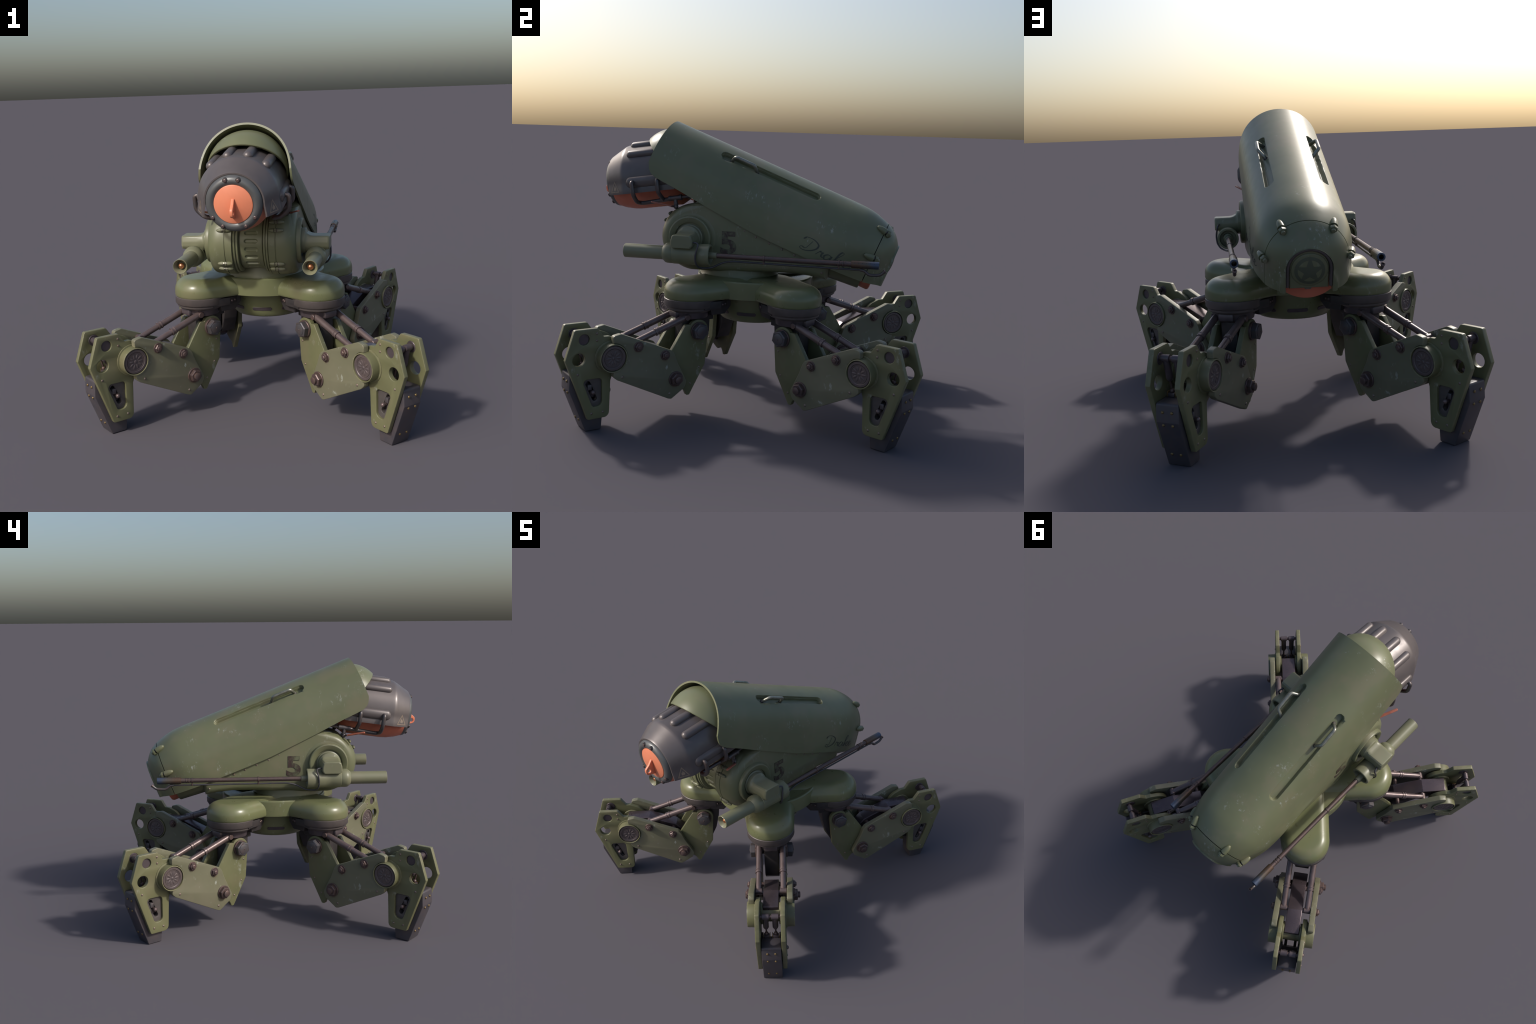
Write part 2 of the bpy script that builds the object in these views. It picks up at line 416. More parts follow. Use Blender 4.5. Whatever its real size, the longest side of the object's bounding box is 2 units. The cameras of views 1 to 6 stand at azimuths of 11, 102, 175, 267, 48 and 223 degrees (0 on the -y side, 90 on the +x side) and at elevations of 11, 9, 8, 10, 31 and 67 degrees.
    # core of the leg: hip block
    core = [plate('c', fillet([(-.105, .585, .01), (-.100, .470, .02), (-.077, .37, .03), (-.03, .27, .01), (.04, .30, .01), (.077, .34, .01), (.077, .585, .01)]), -.046, .046, M_DARK, .005),
            lathe('n', [(.560, .102), (.60, .110), (.63, .112)], M_IRON, 'z', (0, 0, 0), 40),
            plate('b', fillet([(-.02, .60), (-.02, .545, .02), (.09, .545, .02), (.09, .60)]), -.052, .052, M_IRON, .004),
            box('b', (.075, -.043, .562), (.118, .043, .60), M_IRON, .008),
            rod('x', (0, -.098, .491), (0, .098, .491), .026, M_IRON), rod('x', (.161, -.134, .242), (.161, .134, .242), .018, M_NUT),
            box('i', (-.125, -.05, .535), (-.04, .05, .61), M_DARK, .006)]
    P['leg'] = merge('leg', core)
    P['thigh_block'] = plate('thigh_block', fillet([(.548, .474, .006), (.393, .476, .006), (.207, .408, .006), (.100, .300, .012), (.090, .225, .03), (.165, .182, .03), (.25, .25, .02), (.40, .375, .03), (.548, .385, .006)]), -.047, .047, M_BLOCK, .004)
    P['cross_pin'] = merge('cross_pin', [rod('x', (.387, -.134, .453), (.387, .134, .453), .0145, M_STEEL), rod('x', (.227, -.134, .386), (.227, .134, .386), .0145, M_NUT),
                                         rod('x', (.684, -.064, .519), (.684, .064, .519), .010, M_NUT),
                                         rod('y', (.676, -.080, .514), (.676, -.060, .514), .0305, M_IRON, 28), rod('y', (.676, .060, .514), (.676, .080, .514), .0305, M_IRON, 28)])
    P['axle'] = merge('axle', [rod('x', (.531, -.09, .407), (.531, .09, .407), .047, M_PLATE, 32), rod('x', (.531, -.062, .412), (.531, -.050, .412), .066, M_PLATE, 36), rod('x', (.531, .050, .412), (.531, .062, .412), .066, M_PLATE, 36)])
    slot = stadium((.648, .268), (.612, .182), .0125)
    P['foot'] = plate('foot', fillet([(.745, .326, .012), (.749, .236, .006), (.660, .0, .004), (.571, .0, .006), (.566, .06, .01), (.572, .190, .02), (.600, .290, .02), (.648, .326, .02)]), -.059, .059, M_RUBBER, .004, [slot])
    bolts = []
    for z, r in ((.284, .749), (.222, .745), (.062, .684)):
        for t in (-.024, .024):
            bolts.append(ball('b', (r, t, z), .0075, M_BRASS, (.7, 1, 1), 10))
    P['foot_bolts'] = merge('bolts', bolts)
    P['foot_latch'] = merge('foot_latch', [plate('l', stadium((.646, .262), (.614, .190), .0095), -.045, .045, M_IRON, .002),
        rod('p', (.628, -.090, .222), (.628, .090, .222), .0095, M_STEEL), box('q', (.630, -.080, .232), (.654, -.046, .262), M_BLUED, .004), box('q', (.630, .046, .232), (.654, .080, .262), M_BLUED, .004),
        ball('h', (.628, .090, .222), .0125, M_STEEL), ball('h', (.628, -.090, .222), .0125, M_STEEL),
        plate('h', stadium((.535, .205), (.560, .205), .028), -.040, -.022, M_DARK, .004), plate('h', stadium((.535, .205), (.560, .205), .028), .022, .040, M_DARK, .004)])
    return P

def lathe_along(name, p, d, prof, mat, n=20):
    me = lathe(name, prof, mat, 'z', (0, 0, 0), n)
    q = Vector((0, 0, 1)).rotation_difference(Vector(d).normalized())
    me.transform(Matrix.Translation(p) @ q.to_matrix().to_4x4()); return me

LM = build_leg_meshes()
LEGS = [(45 + 17.66, .3296, .2676), (135 - 10.46, -.3578, .2668), (225 + 2.67, -.3580, -.3362), (315 + .52, .3293, -.3360)]
NAMES = [('shin_plate', 'shin_plate'), ('thigh_plate', 'thigh_plate'), ('hip_plate', 'hip_plate'), ('hub', 'hub_drum'), ('hub_cap', 'hub_cap'),
         ('hip_nut', 'hex_nut'), ('knee_nut', 'hex_nut'), ('small_nut_a', 'hex_nut'), ('small_nut_b', 'hex_nut'), ('piston', 'piston'), ('shock', 'shock_absorber'), ('shin_liner', 'shin_liner'),
         ('shin_rivets', 'rivets'), ('thigh_rivets', 'rivets'), ('hip_rivets', 'rivets')]
for az, x, y in LEGS:
    L = obj('leg', LM['leg'], root, (x, y, 0)); L.rotation_euler = (0, 0, math.radians(az))
    for key, nm in NAMES:
        for k in 'ab':
            o = obj(nm, LM[key + k], L)
            if nm == 'rivets': o['kind'] = 'stuff'
    for key, nm in (('thigh_block', 'thigh_block'), ('cross_pin', 'cross_pin'), ('axle', 'axle'), ('foot', 'foot'), ('foot_bolts', 'foot_bolts'), ('foot_latch', 'foot_latch')):
        obj(nm, LM[key], L)

# =====================================================================
#  base: deck disc, four pods, centre can
# =====================================================================
base = obj('base', lathe('base', [(.665, .335), (.669, .343), (.754, .347), (.765, .346), (.771, .341), (.772, .335), (.767, .322), (.763, .310), (.762, .296), (.762, 0)], M_POD, 'z', (XC, HY, 0), 96), root)
can = obj('centre_can', lathe('centre_can', [(.507, 0), (.507, .194), (.509, .200), (.517, .207), (.536, .217), (.57, .228), (.61, .238), (.668, .244)], M_POD, 'z', (XC, HY, 0), 72), base)
slots = []
for i in range(8):
    a = 2 * PI * i / 8
    s = plate('s', stadium((-.046, 0), (.046, 0), .0105), -.002, .0035, M_IRON, .0015, (), lambda u, v, w: (0, 0, 0) if 0 else (u, w, v))
    bm = bmesh.new(); bm.from_mesh(s); bpy.data.meshes.remove(s)
    bmesh.ops.subdivide_edges(bm, edges=[e for e in bm.edges], cuts=1)
    for v in bm.verts:
        t = a + PI / 8 * 0 + v.co.x / .220; r = .2255 + v.co.y + (v.co.z) * .33
        v.co = Vector((XC + r * math.cos(t), HY + r * math.sin(t), .561 + v.co.z))
    slots.append(from_bm(bm, 's', M_IRON))
obj('vent_slots', merge('vent_slots', slots), base)

def pod(hx, hy):
    d = Vector((hx - XC, hy - HY)); L = d.length; d.normalize()
    inner = Vector((XC, HY)) + d * .17; outer = Vector((hx, hy))
    prof = [(.668, .146), (.670, .1495)]
    z0, z1, R, fr, fw = .668, .776, .1535, .072, .074
    prof += [(.680, R)]
    for i in range(13):
        a = PI / 2 * i / 12
        prof.append((z1 - fr + fr * math.sin(a), R - fw + fw * math.cos(a)))
    prof += [(z1 + .001, .030), (z1 + .001, .010)]
    bm = bmesh.new(); rings = []
    for z, r in prof:
        rings.append([bm.verts.new((p[0], p[1], z)) for p in stadium(inner, outer, r, 28, r + .024)])
    n = len(rings[0])
    for A, B in zip(rings, rings[1:]):
        for i in range(n): bm.faces.new((A[i], A[(i + 1) % n], B[(i + 1) % n], B[i]))
    bm.faces.new(rings[0]); bm.faces.new(rings[-1])
    return from_bm(bm, 'pod', M_POD, 50)

for az, hx, hy in LEGS:
    p = obj('pod', pod(hx, hy), root)
    g = lathe('gasket', [(.672, .148), (.668, .153), (.632, .153), (.626, .149), (.622, .143), (.612, .142), (.606, .136), (.604, .120), (.596, .115)], M_GASKET, 'z', (hx, hy, 0), 64)
    d = Vector((hx - XC, hy - HY)).normalized(); t = Vector((-d.y, d.x))
    f = lambda u, v, w, d=d, t=t, hx=hx, hy=hy: (hx + d.x * u + t.x * w, hy + d.y * u + t.y * w, v)
    arm = plate('arm', [(-.20, .667), (-.20, .62), (-.16, .575), (-.07, .575), (-.05, .667)], -.118, .118, M_DARK, .006, (), f)
    lug = plate('lug', fillet([(-.185, .112, .01), (-.11, .148, .01), (.0, .148), (.0, -.148), (-.11, -.148, .01), (-.185, -.112, .01)]), .615, .660, M_DARK, .004, (),
                lambda u, v, w, d=d, t=t, hx=hx, hy=hy: (hx + d.x * u + t.x * v, hy + d.y * u + t.y * v, w))
    bl = [ball('b', (hx + d.x * u + t.x * v * s, hy + d.y * u + t.y * v * s, .638), .007, M_NUT) for s in (1, -1) for u, v in ((-.15, .131), (-.125, .143))]
    obj('gasket', merge('gasket', [g, arm, lug] + bl), p)

# =====================================================================
#  turret body: drum, side walls, tail
# =====================================================================
DY, DZ, DR = -.374, .998, .195
to_x = lambda u, v, w: (XC + w, u, v)
TH = math.radians(21.7); AD = Vector((0, math.cos(TH), -math.sin(TH))); AU = Vector((0, math.sin(TH), math.cos(TH))); A0 = Vector((XC, -.628, 1.439))
def hull(s, lat, h): return A0 + AD * s + AU * h + Vector((lat, 0, 0))
def hyz(s, h): p = hull(s, 0, h); return (p.y, p.z)

arcp = [(DY + (.191 - .02 * math.sin(math.radians(a - 90))) * math.cos(math.radians(a)), DZ + (.191 - .02 * math.sin(math.radians(a - 90))) * math.sin(math.radians(a))) for a in range(95, 271, 7)]
top = [hyz(1.205, -.10), hyz(.80, -.09), hyz(.45, -.05)]
bottom = [(-.20, .806), (.10, .820), (.24, .821), (.33, .812), (.425, .795)]
prof = arcp + bottom + top + [(-.40, 1.19)]
core_arc = [(DY + .145 * math.cos(math.radians(a)), DZ + .145 * math.sin(math.radians(a))) for a in range(90, 251, 8)]
walls = [plate('wall', prof, -.2460, -.105, M_BODY, .038, (), to_x, 6), plate('wall', prof, .105, .2460, M_BODY, .038, (), to_x, 6),
         plate('core', core_arc + bottom + [hyz(1.205, -.10), hyz(.86, -.10)], -.15, .15, M_BODY, .004, (), to_x)]
for me in walls[:2]:
    for v in me.vertices: v.co.x = XC + (v.co.x - XC) * (1 - .032 * sstep(-.30, .05, v.co.y) - .015 * sstep(.05, .42, v.co.y))
body = obj('turret_body', merge('turret_body', walls), root)
drum = [(.0, .140), (.0605, .140), (.062, .157), (.064, .150), (.070, .150), (.0705, .173), (.073, .177), (.081, .178), (.083, .173), (.086, .173), (.088, .182), (.096, .184), (.099, .179), (.102, .179), (.104, .192),
        (.139, .1925), (.1405, .189), (.1435, .189), (.145, .1925), (.165, .192)]
for i in range(1, 9):
    a = PI / 2 * i / 8; drum.append((.170 + .077 * math.sin(a), .130 + .062 * math.cos(a)))
drum.append((.247, .10))
obj('drum', lathe('drum', [(-h, r) for h, r in reversed(drum)] + drum[1:], M_BODY, 'x', (XC, DY, DZ), 96), body)
# pockets round the middle of the drum
def band_pt(x, a):
    d = 9
    for c in range(104, 262, 17):
        q = (a - c) * .0174533 * .157; d = min(d, math.hypot(max(abs(x) - .026, 0), q))
    r = .158 - .009 * (1 - sstep(.0075, .0125, d))
    t = math.radians(a); return (XC + x, DY + r * math.cos(t), DZ + r * math.sin(t))
obj('drum_band', grid_shell('drum_band', lin(95, 268, 230), lin(-.062, .062, 48), lambda a, x: band_pt(x, a),
    lambda a, x: (XC + x, DY + .138 * math.cos(math.radians(a)), DZ + .138 * math.sin(math.radians(a))), M_BODY, 50), body)
# clamp bolts bridging the drum seams
def teardrop(x0, x1, r, mat):
    L = x1 - x0
    return lathe('t', [(x0 + L * t, r * math.sqrt(max(0, 1 - (1 - t) ** 2)) if t < 1 else r) for t in (0, .06, .15, .3, .5, .75, 1)], mat, 'x', (0, 0, 0), 20)
cl = merge('clamp_bolt', [teardrop(-.044, -.010, .0135, M_BODY), lathe('n', [(-.010, .0085), (.018, .0085)], M_NUT, 'x', (0, 0, 0), 14),
                          lathe('n', [(-.006, .0125), (.006, .0125)], M_GUN, 'x', (0, 0, 0), 6), lathe('n', [(.009, .011), (.016, .011)], M_HANDLE, 'x', (0, 0, 0), 6)] +
           [lathe('t', [(.052 - .036 * t, .0125 * math.sqrt(max(0, 1 - (1 - t) ** 2))) for t in (0, .06, .15, .3, .5, .75, 1)], M_GUN, 'x', (0, 0, 0), 20)])
for s in (1, -1):
    for ad in (140, 154, 211, 223):
        a = math.radians(ad)
        o = obj('clamp_bolt', cl, body, (XC + s * .142, DY + .197 * math.cos(a), DZ + .197 * math.sin(a)))
        o.scale = (s * .9, .9, .9)
# neck under the body
obj('neck', lathe('neck', [(.755, .246), (.766, .243), (.774, .236), (.790, .232), (.835, .225)], M_BODY, 'z', (XC, HY - .098, 0), 64), body)
# rivets along the top edge of the side wall
rv = []
for s in (1, -1):
    for y, z in ((-.054, 1.053), (.014, 1.021), (.092, .99), (.168, .960), (.24, .931), (.40, .838)):
        rv.append(ball('r', (XC + s * .2375, y, z), .0065, M_RIVET, (.6, 1, 1), 10))
o = obj('body_rivets', merge('body_rivets', rv), body); o['kind'] = 'stuff'
# tail trough under the inner tank
def trough(name, s0, s1, e0, e1, th, mat, hl=-.10):
    """flat-bottomed U section (superellipse) swept along the hull axis"""
    def section(a, b):
        pts = []; t0 = math.asin(min(.999, (-hl / b) ** 1.6))
        for i in range(41):
            t = t0 + (PI - 2 * t0) * i / 40
            pts.append((math.copysign(a * abs(math.cos(t)) ** (2 / 3.2), math.cos(t)), -b * math.sin(t) ** (2 / 3.2)))
        return pts
    bm = bmesh.new(); ring = []
    for s, e, g in ((s0, e0, -.003), (s0 + .004, e0, 0), (s1 - .004, e1, 0), (s1, e1, -.003)):
        o = section(e[0] + g, e[1] + g); inn = section(e[0] - th, e[1] - th)
        ring.append([bm.verts.new(hull(s, x, h)) for x, h in o + inn[::-1]])
    n = len(ring[0])
    for A, B in zip(ring, ring[1:]):
        for i in range(n): bm.faces.new((A[i], A[(i + 1) % n], B[(i + 1) % n], B[i]))
    bm.faces.new(ring[0]); bm.faces.new(ring[-1])
    return from_bm(bm, name, mat)
obj('tail_tray', trough('tail_tray', 1.2065, 1.392, (.240, .217), (.207, .204), .010, M_BODY, -.10), body)
obj('tail_tray', trough('tail_tray', .95, 1.2035, (.243, .229), (.240, .218), .02, M_BODY, -.10), body)

# numeral 5 on both walls
def text_mesh(txt, size, depth, mat, off=0.0):
    cu = bpy.data.curves.new('t', 'FONT'); cu.body = txt; cu.size = size; cu.extrude = depth; cu.align_x = 'CENTER'; cu.align_y = 'CENTER'; cu.offset = off
    o = bpy.data.objects.new('t', cu); SC.objects.link(o)
    me = bpy.data.meshes.new_from_object(o.evaluated_get(bpy.context.evaluated_depsgraph_get()))
    bpy.data.objects.remove(o); bpy.data.curves.remove(cu)
    return finish(me, mat)
def fit_box(me, w, h):
    xs = [v.co.x for v in me.vertices]; ys = [v.co.y for v in me.vertices]
    cx, cy = (min(xs) + max(xs)) / 2, (min(ys) + max(ys)) / 2; sx, sy = w / (max(xs) - min(xs)), h / (max(ys) - min(ys))
    for v in me.vertices: v.co.x = (v.co.x - cx) * sx; v.co.y = (v.co.y - cy) * sy
    return me
for s in (1, -1):
    t = fit_box(text_mesh('5', .18, .0008, M_FIVE, .006), .094, .134)
    for v in t.vertices:
        u, w, d = v.co; yy = -.148 + s * u; v.co = (XC + s * (.2460 * (1 - .032 * sstep(-.30, .05, yy)) + d + .0008), yy, .979 + w)
    obj('numeral', t, body)

# =====================================================================
#  trunnions and guns
# =====================================================================
for s in (1, -1):
    fl = lambda me, s=s: me
    def mir(me):
        if s < 0: me.transform(Matrix.Translation((2 * XC, 0, 0)) @ Matrix.Scale(-1, 4, (1, 0, 0))); me.flip_normals()
        return me
    X = XC
    disc = mir(lathe('trunnion', [(.225, .1285), (.262, .128), (.269, .125), (.2715, .119), (.2655, .094), (.262, .090), (.251, .088), (.251, .075)], M_BODY, 'x', (X, DY, DZ), 64))
    tr = obj('trunnion', disc, root)
    def mount():
        octo = [(.064, .006), (.057, .033), (.046, .040), (-.046, .040), (-.057, .033), (-.064, .006), (-.064, -.020), (-.052, -.036), (.052, -.036), (.064, -.020)]
        def oct_r(a):
            d = Vector((math.cos(a), math.sin(a))); best = 1
            for p, q in zip(octo, octo[1:] + octo[:1]):
                P, E = Vector(p), Vector(q) - Vector(p); den = d.x * E.y - d.y * E.x
                if abs(den) < 1e-9: continue
                t = (P.x * E.y - P.y * E.x) / den; u = (P.x * d.y - P.y * d.x) / den
                if t > 0 and -1e-6 <= u <= 1 + 1e-6: best = min(best, t)
            return best
        N = 72; bm = bmesh.new(); rings = []
        for lat, r, cap in ((.240, .079, 9), (.258, .079, 9), (.262, .072, 9), (.286, .071, 9), (.290, .068, 9), (.296, .0675, 1.35), (.306, .066, 1.18), (.318, .067, 1.06), (.334, .067, 1.0), (.414, .067, 1.0), (.421, .067, .94), (.423, .067, .88)):
            cz = .998 if cap > 5 else .992
            ring = []
            for i in range(N):
                a = 2 * PI * i / N; rr = min(r, oct_r(a) * cap)
                ring.append(bm.verts.new((X + lat, -.376 + rr * math.cos(a), cz + rr * math.sin(a))))
            rings.append(ring)
        for A, B in zip(rings, rings[1:]):
            for i in range(N): bm.faces.new((A[i], A[(i + 1) % N], B[(i + 1) % N], B[i]))
        bm.faces.new(rings[-1]); bm.faces.new(rings[0])
        return from_bm(bm, 'gun_mount', M_GUN, 24)
    obj('gun_mount', mir(mount()), tr)
    G = (X + .350, 0, .918)
    gb = lathe('gun', [(-.690, .020), (-.700, .024), (-.731, .036), (-.733, .0385), (-.731, .0405), (-.500, .0405), (-.497, .044), (-.482, .056), (-.470, .0585), (-.442, .0585), (-.440, .0575), (-.437, .0575), (-.435, .060),
                       (-.385, .060), (-.383, .0595), (-.331, .0595), (-.329, .0605), (-.275, .0605), (-.273, .0615), (-.224, .0620), (-.221, .060), (-.221, .050), (-.224, .048), (-.262, .046), (-.262, 0)],
               M_GUN, 'y', G, 48, cap=True)
    gun = obj('gun', mir(gb), root)
    obj('tracer_bulb', mir(ball('bulb', (G[0], -.706, G[2]), .0165, M_COPPER, n=20)), gun)
    bar = merge('barrel', [lathe('b', [(-.262, .030), (-.240, .028), (-.236, .019), (-.186, .0185), (-.184, .015)], M_GUN, 'y', G, 24),
                           lathe('b', [(-.19, .0143), (.525, .0143), (.527, .0165), (.533, .0165), (.535, .0143), (.539, .0143), (.541, .0165), (.547, .0165), (.549, .0145), (.582, .0150)], M_BARREL, 'y', G, 24)]
                 + [merge('k', [lathe('k', [(y - .006, .015), (y - .005, .0175), (y + .005, .0175), (y + .006, .015)], M_BARREL, 'y', G, 24), box('k', (G[0] - .007, y - .005, .885), (G[0] + .007, y + .005, .906), M_BARREL, .002)]) for y in (.088, .508)])
    obj('barrel', mir(bar), gun)
    mz = [lathe('m', [(.577, .016), (.579, .0205), (.60, .021), (.727, .021), (.729, .019), (.729, .013), (.65, .012), (.65, 0)], M_MUZZLE, 'y', G, 32)]
    for i in range(6):
        for a in (30, 90, 150, -30, 210):
            r = math.radians(a); d = Vector((math.cos(r), 0, math.sin(r)))
            mz.append(lathe_along('h', Vector(G) + Vector((0, .596 + i * .0215, 0)) + d * .0205, d, [(0, .0024), (.001, .0024)], M_DARK, 8))
    obj('muzzle_brake', mir(merge('muzzle_brake', mz)), gun)
    wx = X
    cab = smooth_path([(wx + .398, -.318, .992), (wx + .408, -.276, .990), (wx + .418, -.292, .930), (wx + .414, -.294, .885), (wx + .395, -.285, .856), (wx + .372, -.272, .845), (wx + .352, -.215, .846),
                       (wx + .350, -.150, .880), (wx + .350, -.097, .891), (wx + .350, .30, .889), (wx + .350, .64, .889)], .02)
    obj('cable', mir(tube('cable', cab, .0052, M_WIRE, 10)), gun)
    grip = smooth_path([(wx + .350, .625, .890), (wx + .350, .650, .886), (wx + .350, .675, .863), (wx + .350, .735, .866), (wx + .350, .760, .888)], .014)
    gm = [tube('g', grip, .0085, M_PIPE, 14), lathe_along('g', Vector(grip[-1]), Vector((0, .025, .022)), [(-.004, .0105), (.004, .0112), (.005, .008), (.004, .006), (.0, .005)], M_NUT, 16)]
    obj('gas_hook', mir(merge('gas_hook', gm)), gun)

# =====================================================================
#  armoured hood (hull coordinates: s along the axis, angle from the top, h below the axis)
# =====================================================================
R_HOOD = [(0, .243), (1.10, .243), (1.20, .2428), (1.26, .240), (1.30, .2345), (1.345, .2235), (1.40, .2050), (1.43, .190), (1.46, .168), (1.485, .140), (1.502, .113)]
LOW = [(0, -.012), (.008, -.030), (.018, -.048), (.034, -.064), (.055, -.074), (.085, -.080), (.22, -.090), (.40, -.108), (.60, -.124), (.74, -.134), (.90, -.136), (1.40, -.132)]
SLOT_A, SLOT_S0, SLOT_S1, SLOT_W = math.radians(36.5), .388, .960, .0285
def flare(s, h): return .0135 * sstep(.08, -.11, h) * (1 - sstep(1.1, 1.40, s))
def slot_depth(s, u):
    """u: arc distance from the crown"""
    q = abs(u) - SLOT_A * .243; ds = max(SLOT_S0 - s, 0, s - SLOT_S1)
    d = math.hypot(q, ds)
    return .027 * (1 - sstep(SLOT_W - .0050, SLOT_W + .0008, d))
def hood_pt(s, k, NA, inset=0.0, dent=True):
    """k in [-1,1]: 0 crown, |k|=1 lower edge"""
    R = spline_table(R_HOOD, s) - inset; low = spline_table(LOW, s)
    L = R * PI / 2 + (-low); u = k * L; arc = R * PI / 2
    if abs(u) <= arc:
        a = u / R; r = R - (slot_depth(s, u) if dent else 0)
        f = flare(s, r * math.cos(a)) * (1 if a > 0 else -1)
        return hull(s, r * math.sin(a) + f, r * math.cos(a))
    sg = 1 if u > 0 else -1
    return hull(s, sg * (R + flare(s, -(abs(u) - arc))), -(abs(u) - arc))

S_H = [0, .002, .005] + lin(.009, .06, 12) + lin(.07, .35, 28) + lin(.353, .435, 26) + lin(.44, .90, 60) + lin(.905, 1.0, 30) + lin(1.01, 1.24, 20) + lin(1.25, 1.395, 22) + [1.3985, 1.4]
def kk():
    L = .382 + .10; mid = SLOT_A * .243 / (.382 + .13)
    xs = lin(0, mid - .068, 14)[:-1] + lin(mid - .068, mid + .068, 44)[:-1] + lin(mid + .068, .97, 26) + [.985, .993, 1.0]
    return [-x for x in reversed(xs[1:])] + xs
K_H = kk()
hood = obj('hood', grid_shell('hood', S_H, K_H, lambda s, k: hood_pt(s, k, 0), lambda s, k: hood_pt(s, k, 0, .011), M_HOOD, 50), root)
# grab handles in the two grooves
for sg in (1, -1):
    def hp(s, r, a): return hull(s, sg * r * math.sin(a), r * math.cos(a))
    a0, a1 = math.radians(37.0), math.radians(38.6)
    path = smooth_path([hp(.427, .205, a0), hp(.430, .224, a0), hp(.450, .2725, a1), hp(.568, .2715, a1), hp(.591, .224, a0), hp(.594, .205, a0)], .014)
    obj('grab_handle', tube('grab_handle', path, .0102, M_HANDLE, 12), hood)
    obj('handle_socket', merge('handle_socket', [ball('s', hp(.428, .215, a0), .0125, M_IRON), ball('s', hp(.593, .215, a0), .0125, M_IRON)]), hood)
# rear door: continues the hood past the seam, with an arched opening
RS = [1.4045 + (1.503 - 1.4045) * t for t in (0, .02, .05, .12, .2, .3, .4, .5, .6, .7, .8, .9, 1)]
def door():
    bm = bmesh.new()
    # skirt follows the hood radius to the rear face, then a flat face ring closes toward the arch
    prof = [(s, spline_table(R_HOOD, s)) for s in RS]
    AW, AT = .113, .0            # arch half width, spring line height
    NARC, NST = 40, 12
    def outline(r, s, low):
        pts = [(r, low + (0 - low) * i / NST) for i in range(NST)]
        pts += [(r * math.cos(PI * i / NARC), r * math.sin(PI * i / NARC)) for i in range(NARC + 1)]
        pts += [(-r, 0 + (low - 0) * (i + 1) / NST) for i in range(NST)]
        return pts
    rings = []
    for i, (s, r) in enumerate(prof):
        t = i / (len(prof) - 1); low = -.134 + .010 * t
        rr = r
        pts = outline(rr, s, low)
        ring = []
        for (x, h) in pts:
            # below the axis the sides stay wide: flatten toward the rear only above it
            w = sstep(0, .09, -h)
            wide = max(rr, .138) if h < 0 else rr
            xx = math.copysign(rr * (1 - w) + wide * w, x) if h < 0 else x
            ring.append((s, xx, h))
        rings.append(ring)
    last = rings[-1]
    # rear face: blend from the last ring to the arch outline
    arch = outline(AW, 0, -.124)
    for k, (t, s) in enumerate(((.35, 1.509), (.7, 1.512), (1.0, 1.513))):
        ring = []
        for (s0, x, h), (ax, ah) in zip(last, arch):
            ring.append((s, x + (ax - x) * t, h + (ah - h) * t))
        rings.append(ring)
    # back of the reveal
    rings.append([(1.505, x * .985, h) for s, x, h in rings[-1]]); rings.append([(1.45, x * .985, h) for s, x, h in rings[-1]])
    V = [[bm.verts.new(hull(s, x, h)) for s, x, h in R] for R in rings]
    for A, B in zip(V, V[1:]):
        for i in range(len(A) - 1): bm.faces.new((A[i], A[i + 1], B[i + 1], B[i]))
    # inner closing of the flaps' undersides
    bm.faces.new([R[0] for R in V]); bm.faces.new([R[-1] for R in V])
    # front closing of the skirt
    C = [bm.verts.new(hull(1.4045, x * .93, h)) for s, x, h in rings[0]]
    for i in range(len(C) - 1): bm.faces.new((V[0][i], V[0][i + 1], C[i + 1], C[i]))
    return from_bm(bm, 'rear_door', M_HOOD, 40)
rear = obj('rear_door', door(), root)
obj('door_gap', grid_shell('door_gap', [1.385, 1.42], lin(-1, 1, 40), lambda s, k: hood_pt(s, k * .98, 0, .010, False), lambda s, k: hood_pt(s, k * .98, 0, .018, False), M_DARK), hood)
# door bolts
for sg in (1, -1):
    for lat, h, s in ((.121, .167, 1.403), (.209, .018, 1.403)):
        a = math.atan2(lat, h)
        b = merge('door_bolt', [lathe('t', [(-.048 + .05 * t, .0175 * math.sqrt(max(0, 1 - (1 - t) ** 2))) for t in (0, .06, .15, .3, .5, .75, 1)], M_HOOD, 'z', (0, 0, 0), 20),
                                lathe('n', [(.0, .010), (.014, .010)], M_DARK, 'z', (0, 0, 0), 16), lathe('n', [(.010, .016), (.012, .0175), (.022, .0175), (.025, .015)], M_HOOD, 'z', (0, 0, 0), 6, angle=20),
                                lathe('n', [(.025, .010), (.034, .009), (.035, 0)], M_GUN, 'z', (0, 0, 0), 16)])
        dirn = (AD * .93 - (AU * math.cos(a) + Vector((sg * math.sin(a), 0, 0))) * .28).normalized()
        q = Vector((0, 0, 1)).rotation_difference(dirn)
        b.transform(Matrix.Translation(hull(s, sg * lat * 1.02, h * 1.02)) @ q.to_matrix().to_4x4() @ Matrix.Scale(1.18, 4))
        obj('door_bolt', b, rear)

def along_hull(me):
    """lathe built on z -> hull axis"""
    q = Vector((0, 0, 1)).rotation_difference(AD); me.transform(Matrix.Translation(A0) @ q.to_matrix().to_4x4()); return me
def drop_axis(h, me):
    along_hull(me); me.transform(Matrix.Translation(AU * h)); return me
